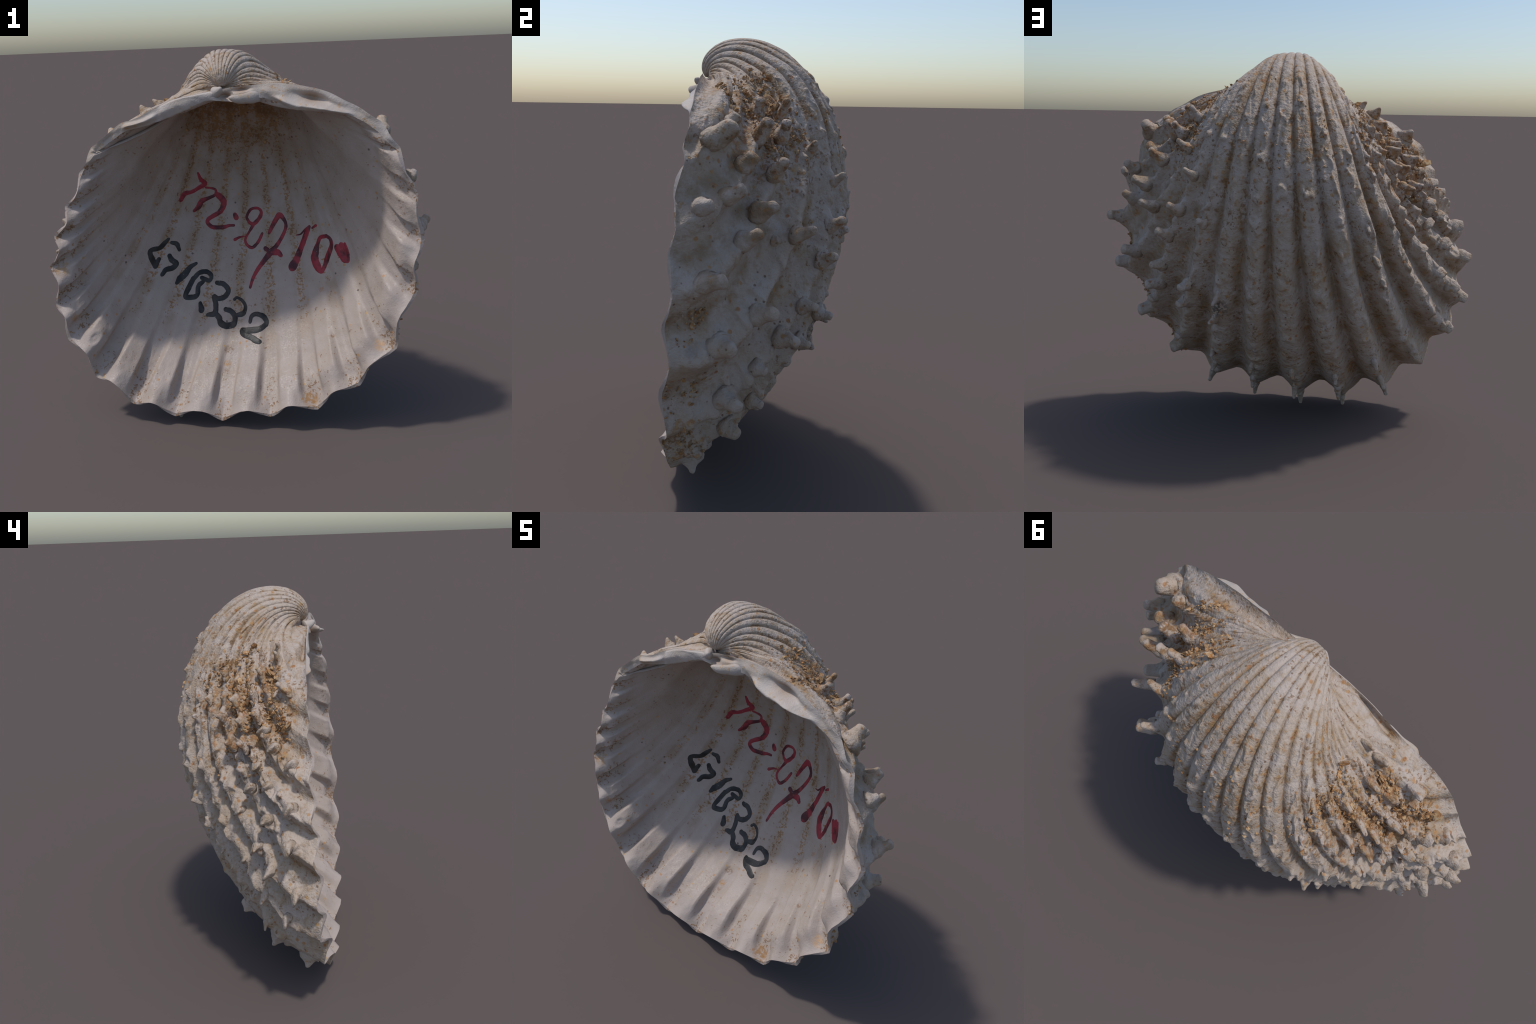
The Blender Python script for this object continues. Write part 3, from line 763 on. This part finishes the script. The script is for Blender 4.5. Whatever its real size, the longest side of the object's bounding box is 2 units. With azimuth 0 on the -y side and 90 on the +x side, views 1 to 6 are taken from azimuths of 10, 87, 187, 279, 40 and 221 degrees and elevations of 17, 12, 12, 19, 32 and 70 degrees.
def build_spines(root, mat, wl, ql, P, N):
    rng = np.random.RandomState(11)
    for r, row in SPINES.items():
        for off, qs, L, W in row:
            lean_g, lean_a = rng.normal(size=2) * 0.10
            if r >= 13:
                lean_g, lean_a = lean_g - 0.28, lean_a - 0.12
            elif r < 8:
                lean_g, lean_a = lean_g + 0.18, lean_a - 0.10
            else:
                lean_g += 0.30
            if 3 <= r <= 8 and qs < 60:
                off = off * 0.5
            i = int(np.clip(np.searchsorted(wl, r + off), 3, len(wl) - 4))
            j = int(np.clip(len(ql) - np.searchsorted(-ql[::-1], -qs), 3, len(ql) - 4))
            n = unit(N[i, j])
            B = P[i, j]
            g = unit((P[i, j - 3] - P[i, j + 3]) - n * ((P[i, j - 3] - P[i, j + 3]) @ n))
            a = np.cross(n, g)
            side = unit(P[i + 3, j] - P[i - 3, j])
            if 3 <= r <= 8:
                lean_a += 0.15 * float(side @ a)
            scale = 2 <= r < 8 and qs < 26
            knob = r >= 13
            if scale:
                B = B - n * 0.010
                L, lean_g = L - 0.004, lean_g + 0.20
            elif 2 <= r < 9:
                L = L - 0.002
            if knob:
                B = B + g * (0.30 * L * float(smooth(12, 24, qs))) - n * 0.006     # the foot trails towards the margin
                L = L * 0.86
            up = math.sqrt(max(0.15, 1 - min(0.8, lean_g ** 2 + lean_a ** 2)))
            T = B + (n * up + g * lean_g + a * lean_a) * L
            mid = B + n * L * 0.12 + (T - B) * 0.42
            t = np.linspace(-0.10, 1, 15)[:, None]
            path = B * (1 - t) ** 2 + mid * 2 * t * (1 - t) + T * t ** 2
            path[0] = B - n * W * 0.45
            tt = np.clip(t[:, 0], 0, 1)
            end = np.sqrt(np.clip(1 - ((tt - 0.80) / 0.205).clip(0, 1) ** 2, 0.02, 1))
            if scale:
                ra = W * (0.42 + 0.20 * (1 - tt) ** 2) * end
                rg = W * (0.13 + 0.30 * (1 - tt) ** 2) * end
                hollow = 0.0
            elif knob:
                ra = W * (0.40 + 0.20 * (1 - tt) ** 3 + 0.04 * np.sin(tt * 3)) * end
                rg = W * (0.42 + 0.40 * (1 - tt) ** 3) * end
                hollow = 0.30
            else:
                ra = W * (0.22 + 0.20 * (1 - tt) ** 2) * end
                rg = W * (0.26 + 0.90 * (1 - tt) ** 1.5) * end
                hollow = 0.45
            flat, faces, cap = stem(path, ra, rg, a, g, 18, hollow, rng.uniform(0, 90), 0.10)
            add("spine", stem_mesh("spine", flat, faces, cap), root, mat)


GRIT = [  # where grit has lodged: rib number, winding, spread, grains
    ("right shoulder", [(17.2, 61, .07, 90), (15.9, 70, .07, 80), (17.0, 48, .06, 80), (15.8, 59, .055, 60), (18.9, 36, .07, 60),
                        (16.0, 91, .05, 60), (15.1, 61, .045, 60), (16.1, 47, .035, 50), (17.4, 49, .035, 50), (16.5, 78, .05, 60)]),
    ("left shoulder", [(1.3, 24, .06, 190), (3.1, 61, .07, 110), (1.2, 39, .07, 90), (1.2, 15, .055, 190), (3.0, 53, .06, 90),
                       (3.4, 46, .05, 90), (4.4, 68, .05, 80), (2.7, 33, .055, 110), (2.7, 69, .05, 70), (5.2, 66, .06, 60),
                       (2.5, 41, .05, 90), (0.4, 30, .05, 70), (4.3, 38, .05, 50)]),
    ("back and rim", [(7.3, 74, .06, 16), (8.5, 70, .11, 14), (10.5, 80, .11, 14), (12.5, 70, .08, 16), (3.2, 22, .06, 60),
                      (15.4, 5, .04, 40), (14.4, 3, .05, 60), (13.3, 3, .05, 50), (6.3, 58, .06, 16), (9.5, 92, .09, 8)])]


def build_grit(root, mat, wl, ql, P, N):
    rng = np.random.RandomState(5)
    # a small rounded lump to copy: three rings and two poles
    ring = [(0, 0, 1)] + [(math.sin(b) * math.cos(k * 1.0472 + b), math.sin(b) * math.sin(k * 1.0472 + b), math.cos(b))
                          for b in (0.7, 1.5, 2.3) for k in range(6)] + [(0, 0, -1)]
    ring = np.array(ring)
    tri = [(0, 1 + k, 1 + (k + 1) % 6) for k in range(6)]
    for s in (0, 1):
        for k in range(6):
            p, p2, r, r2 = 1 + s * 6 + k, 1 + s * 6 + (k + 1) % 6, 7 + s * 6 + k, 7 + s * 6 + (k + 1) % 6
            tri += [(p, r, r2), (p, r2, p2)]
    tri += [(19, 13 + (k + 1) % 6, 13 + k) for k in range(6)]
    tri = np.array(tri)
    V, F, count = [], [], 0
    for _, places in GRIT:
        for w0, q0, spread, num in places:
            for _k in range(int(num * (1.0 if spread < 0.1 else 1.6))):
                size = float(np.clip(_width(w0), .08, .27)) * math.exp(float(_ln(q0)))
                w = w0 + rng.normal() * spread / size * 0.8
                lq = float(_ln(q0)) + rng.normal() * spread / (1.9 * math.exp(float(_ln(q0)))) * 0.8
                j = int(np.clip(np.searchsorted(-_ln(ql), -lq), 2, len(ql) - 3))
                i = int(np.clip(np.searchsorted(wl, w), 2, len(wl) - 3))
                n = N[i, j]
                r = 0.0038 * math.exp(rng.normal() * 0.45)
                shape = ring * (1 + rng.uniform(-0.38, 0.38, (len(ring), 1)))
                M = np.linalg.qr(rng.normal(size=(3, 3)))[0]
                shape = (shape * np.array([1.45, 1.0, 0.55])) @ M * r
                jit = rng.normal(size=3) * 0.004
                V.append(shape + P[i, j] + n * r * rng.uniform(-0.2, 1.0) + jit - n * (jit @ n))
                F.append(tri + count)
                count += len(ring)
    me = mesh_from("grit", np.concatenate(V), np.concatenate(F))
    me.polygons.foreach_set("use_smooth", np.zeros(len(me.polygons), dtype=bool))
    o = add("grit", me, root, mat)
    o["kind"] = "stuff"


def build_ink(root, red, black, Pi, faces):
    tree = BVHTree.FromPolygons([Vector(v) for v in Pi.reshape(-1, 3)[:, :].tolist()], faces.tolist())
    words = add("inscription", None, root, None)
    rng = np.random.RandomState(3)
    for colour, kind, pts in STROKES:
        pts = np.array(pts)
        k = np.arange(len(pts))
        fx, fz, fw = (spline(k, pts[:, i]) for i in range(3))
        length = np.linalg.norm(np.diff(pts[:, :2], axis=0), axis=1).sum()
        n = max(8, int(length / 0.005))
        tt = np.linspace(0, len(pts) - 1, n)
        c2 = np.stack([fx(tt), fz(tt)], -1)
        ww = fw(tt) * 0.62 * (1 + 0.14 * perlin(np.stack([tt * 2.1 + rng.uniform(0, 50), 0 * tt, 0 * tt], -1)))
        # round ends
        tan = np.gradient(c2, axis=0)
        tan /= np.maximum(np.linalg.norm(tan, axis=1, keepdims=True), 1e-9)
        ext = 5
        pre = [(c2[0] - tan[0] * ww[0] * math.sin(b), ww[0] * max(math.cos(b), .05), tan[0]) for b in np.linspace(1.45, 0.3, ext)]
        post = [(c2[-1] + tan[-1] * ww[-1] * math.sin(b), ww[-1] * max(math.cos(b), .05), tan[-1]) for b in np.linspace(0.3, 1.45, ext)]
        rows = pre + list(zip(c2, ww, tan)) + post
        V, cols = [], np.linspace(-1, 1, 9)
        for c, hw, t in rows:
            side = np.array([-t[1], t[0]])
            for u in cols:
                x, z = c + side * hw * u
                hit = tree.ray_cast(Vector((x, -1.5, z)), Vector((0, 1, 0)))
                p, nn = hit[0], hit[1]
                if nn.y > 0:
                    nn = -nn
                V.append(p + nn * (0.0022 - 0.0034 * abs(u) ** 3))
        V = np.array([tuple(v) for v in V])
        me = mesh_from("ink_" + kind, V, grid_faces(len(rows), len(cols)))
        add("ink_" + kind, me, words, red if colour == "red" else black)


def build_teeth(root, mat):
    """Cardinal teeth under the beak: a stout blade and a small pyramid."""
    def tooth(name, pts, ra, rg, seed):
        k = np.arange(len(pts))
        f = [spline(k, [p[i] for p in pts]) for i in range(3)]
        t = np.linspace(0, len(pts) - 1, 14)
        path = np.stack([g(t) for g in f], -1)
        e = np.sqrt(np.clip(1 - ((t / t[-1] - 0.75) / 0.26).clip(0, 1) ** 2, 0.03, 1))
        A, G = spline(k, ra)(t) * e, spline(k, rg)(t) * e
        flat, faces, cap = stem(path, A, G, np.array([0, 0, 1.0]), np.array([0, -1.0, 0]), 18, 0, seed, 0.05)
        add(name, stem_mesh(name, flat, faces, cap), root, mat)
    tooth("cardinal_tooth", [(0.150, -0.238, 1.728), (0.105, -0.264, 1.722), (0.052, -0.296, 1.721), (0.012, -0.314, 1.730)],
          [0.030, 0.027, 0.021, 0.012], [0.020, 0.020, 0.018, 0.012], 4.0)
    tooth("cardinal_tooth", [(-0.065, -0.245, 1.750), (-0.042, -0.275, 1.760), (-0.026, -0.292, 1.775)],
          [0.030, 0.020, 0.010], [0.026, 0.018, 0.010], 9.0)



def build():
    root = bpy.data.objects.new("cockle_shell", None)
    bpy.context.scene.collection.objects.link(root)
    root["label"] = "pale spiny cockle shell valve with inked numbers inside"
    root["category"] = "sea shell"
    wl, ql, P, N, qi, Pi, Ni = shell_grids()
    m_out, m_in, m_hinge = outer_material(), inner_material(), hinge_material()
    nv = normals_of(P)
    cut = int(np.searchsorted(ql, 135))
    for name, sl in (("outer_surface", slice(0, cut + 1)), ("umbo", slice(cut, None))):
        p = P[:, sl]
        add(name, mesh_from(name, p, grid_faces(*p.shape[:2], flip=True), nv[:, sl]), root, m_out)
    fi = grid_faces(*Pi.shape[:2])
    add("inner_surface", mesh_from("inner_surface", Pi, fi), root, m_in)
    E = hinge_strip(P, Pi, wl)
    dorsal_l, dorsal_r = int(np.searchsorted(wl, 0.6)), int(np.searchsorted(wl, 18.0))
    half = [E[:dorsal_l + 1], E[dorsal_r:]]
    for e in half:
        add("hinge_plate", mesh_from("hinge_plate", e, grid_faces(*e.shape[:2], flip=True)), root, m_hinge)
    rim = E[dorsal_l:dorsal_r + 1]
    add("rim", mesh_from("rim", rim, grid_faces(*rim.shape[:2], flip=True)), root, m_in)
    build_teeth(root, m_hinge)
    build_spines(root, m_out, wl, ql, P, normals_of(wind(margin(wl)[:, None, :], POLE, np.repeat(ql[None], len(wl), 0), _ln(ql)[None])))
    build_grit(root, grain_material(), wl, ql, P, nv)
    build_ink(root, ink_material("red_ink", (0.30, 0.030, 0.045), (0.075, 0.014, 0.020)),
              ink_material("black_ink", (0.040, 0.038, 0.037), (0.018, 0.017, 0.017)), Pi, fi)


if bpy is not None:
    build()
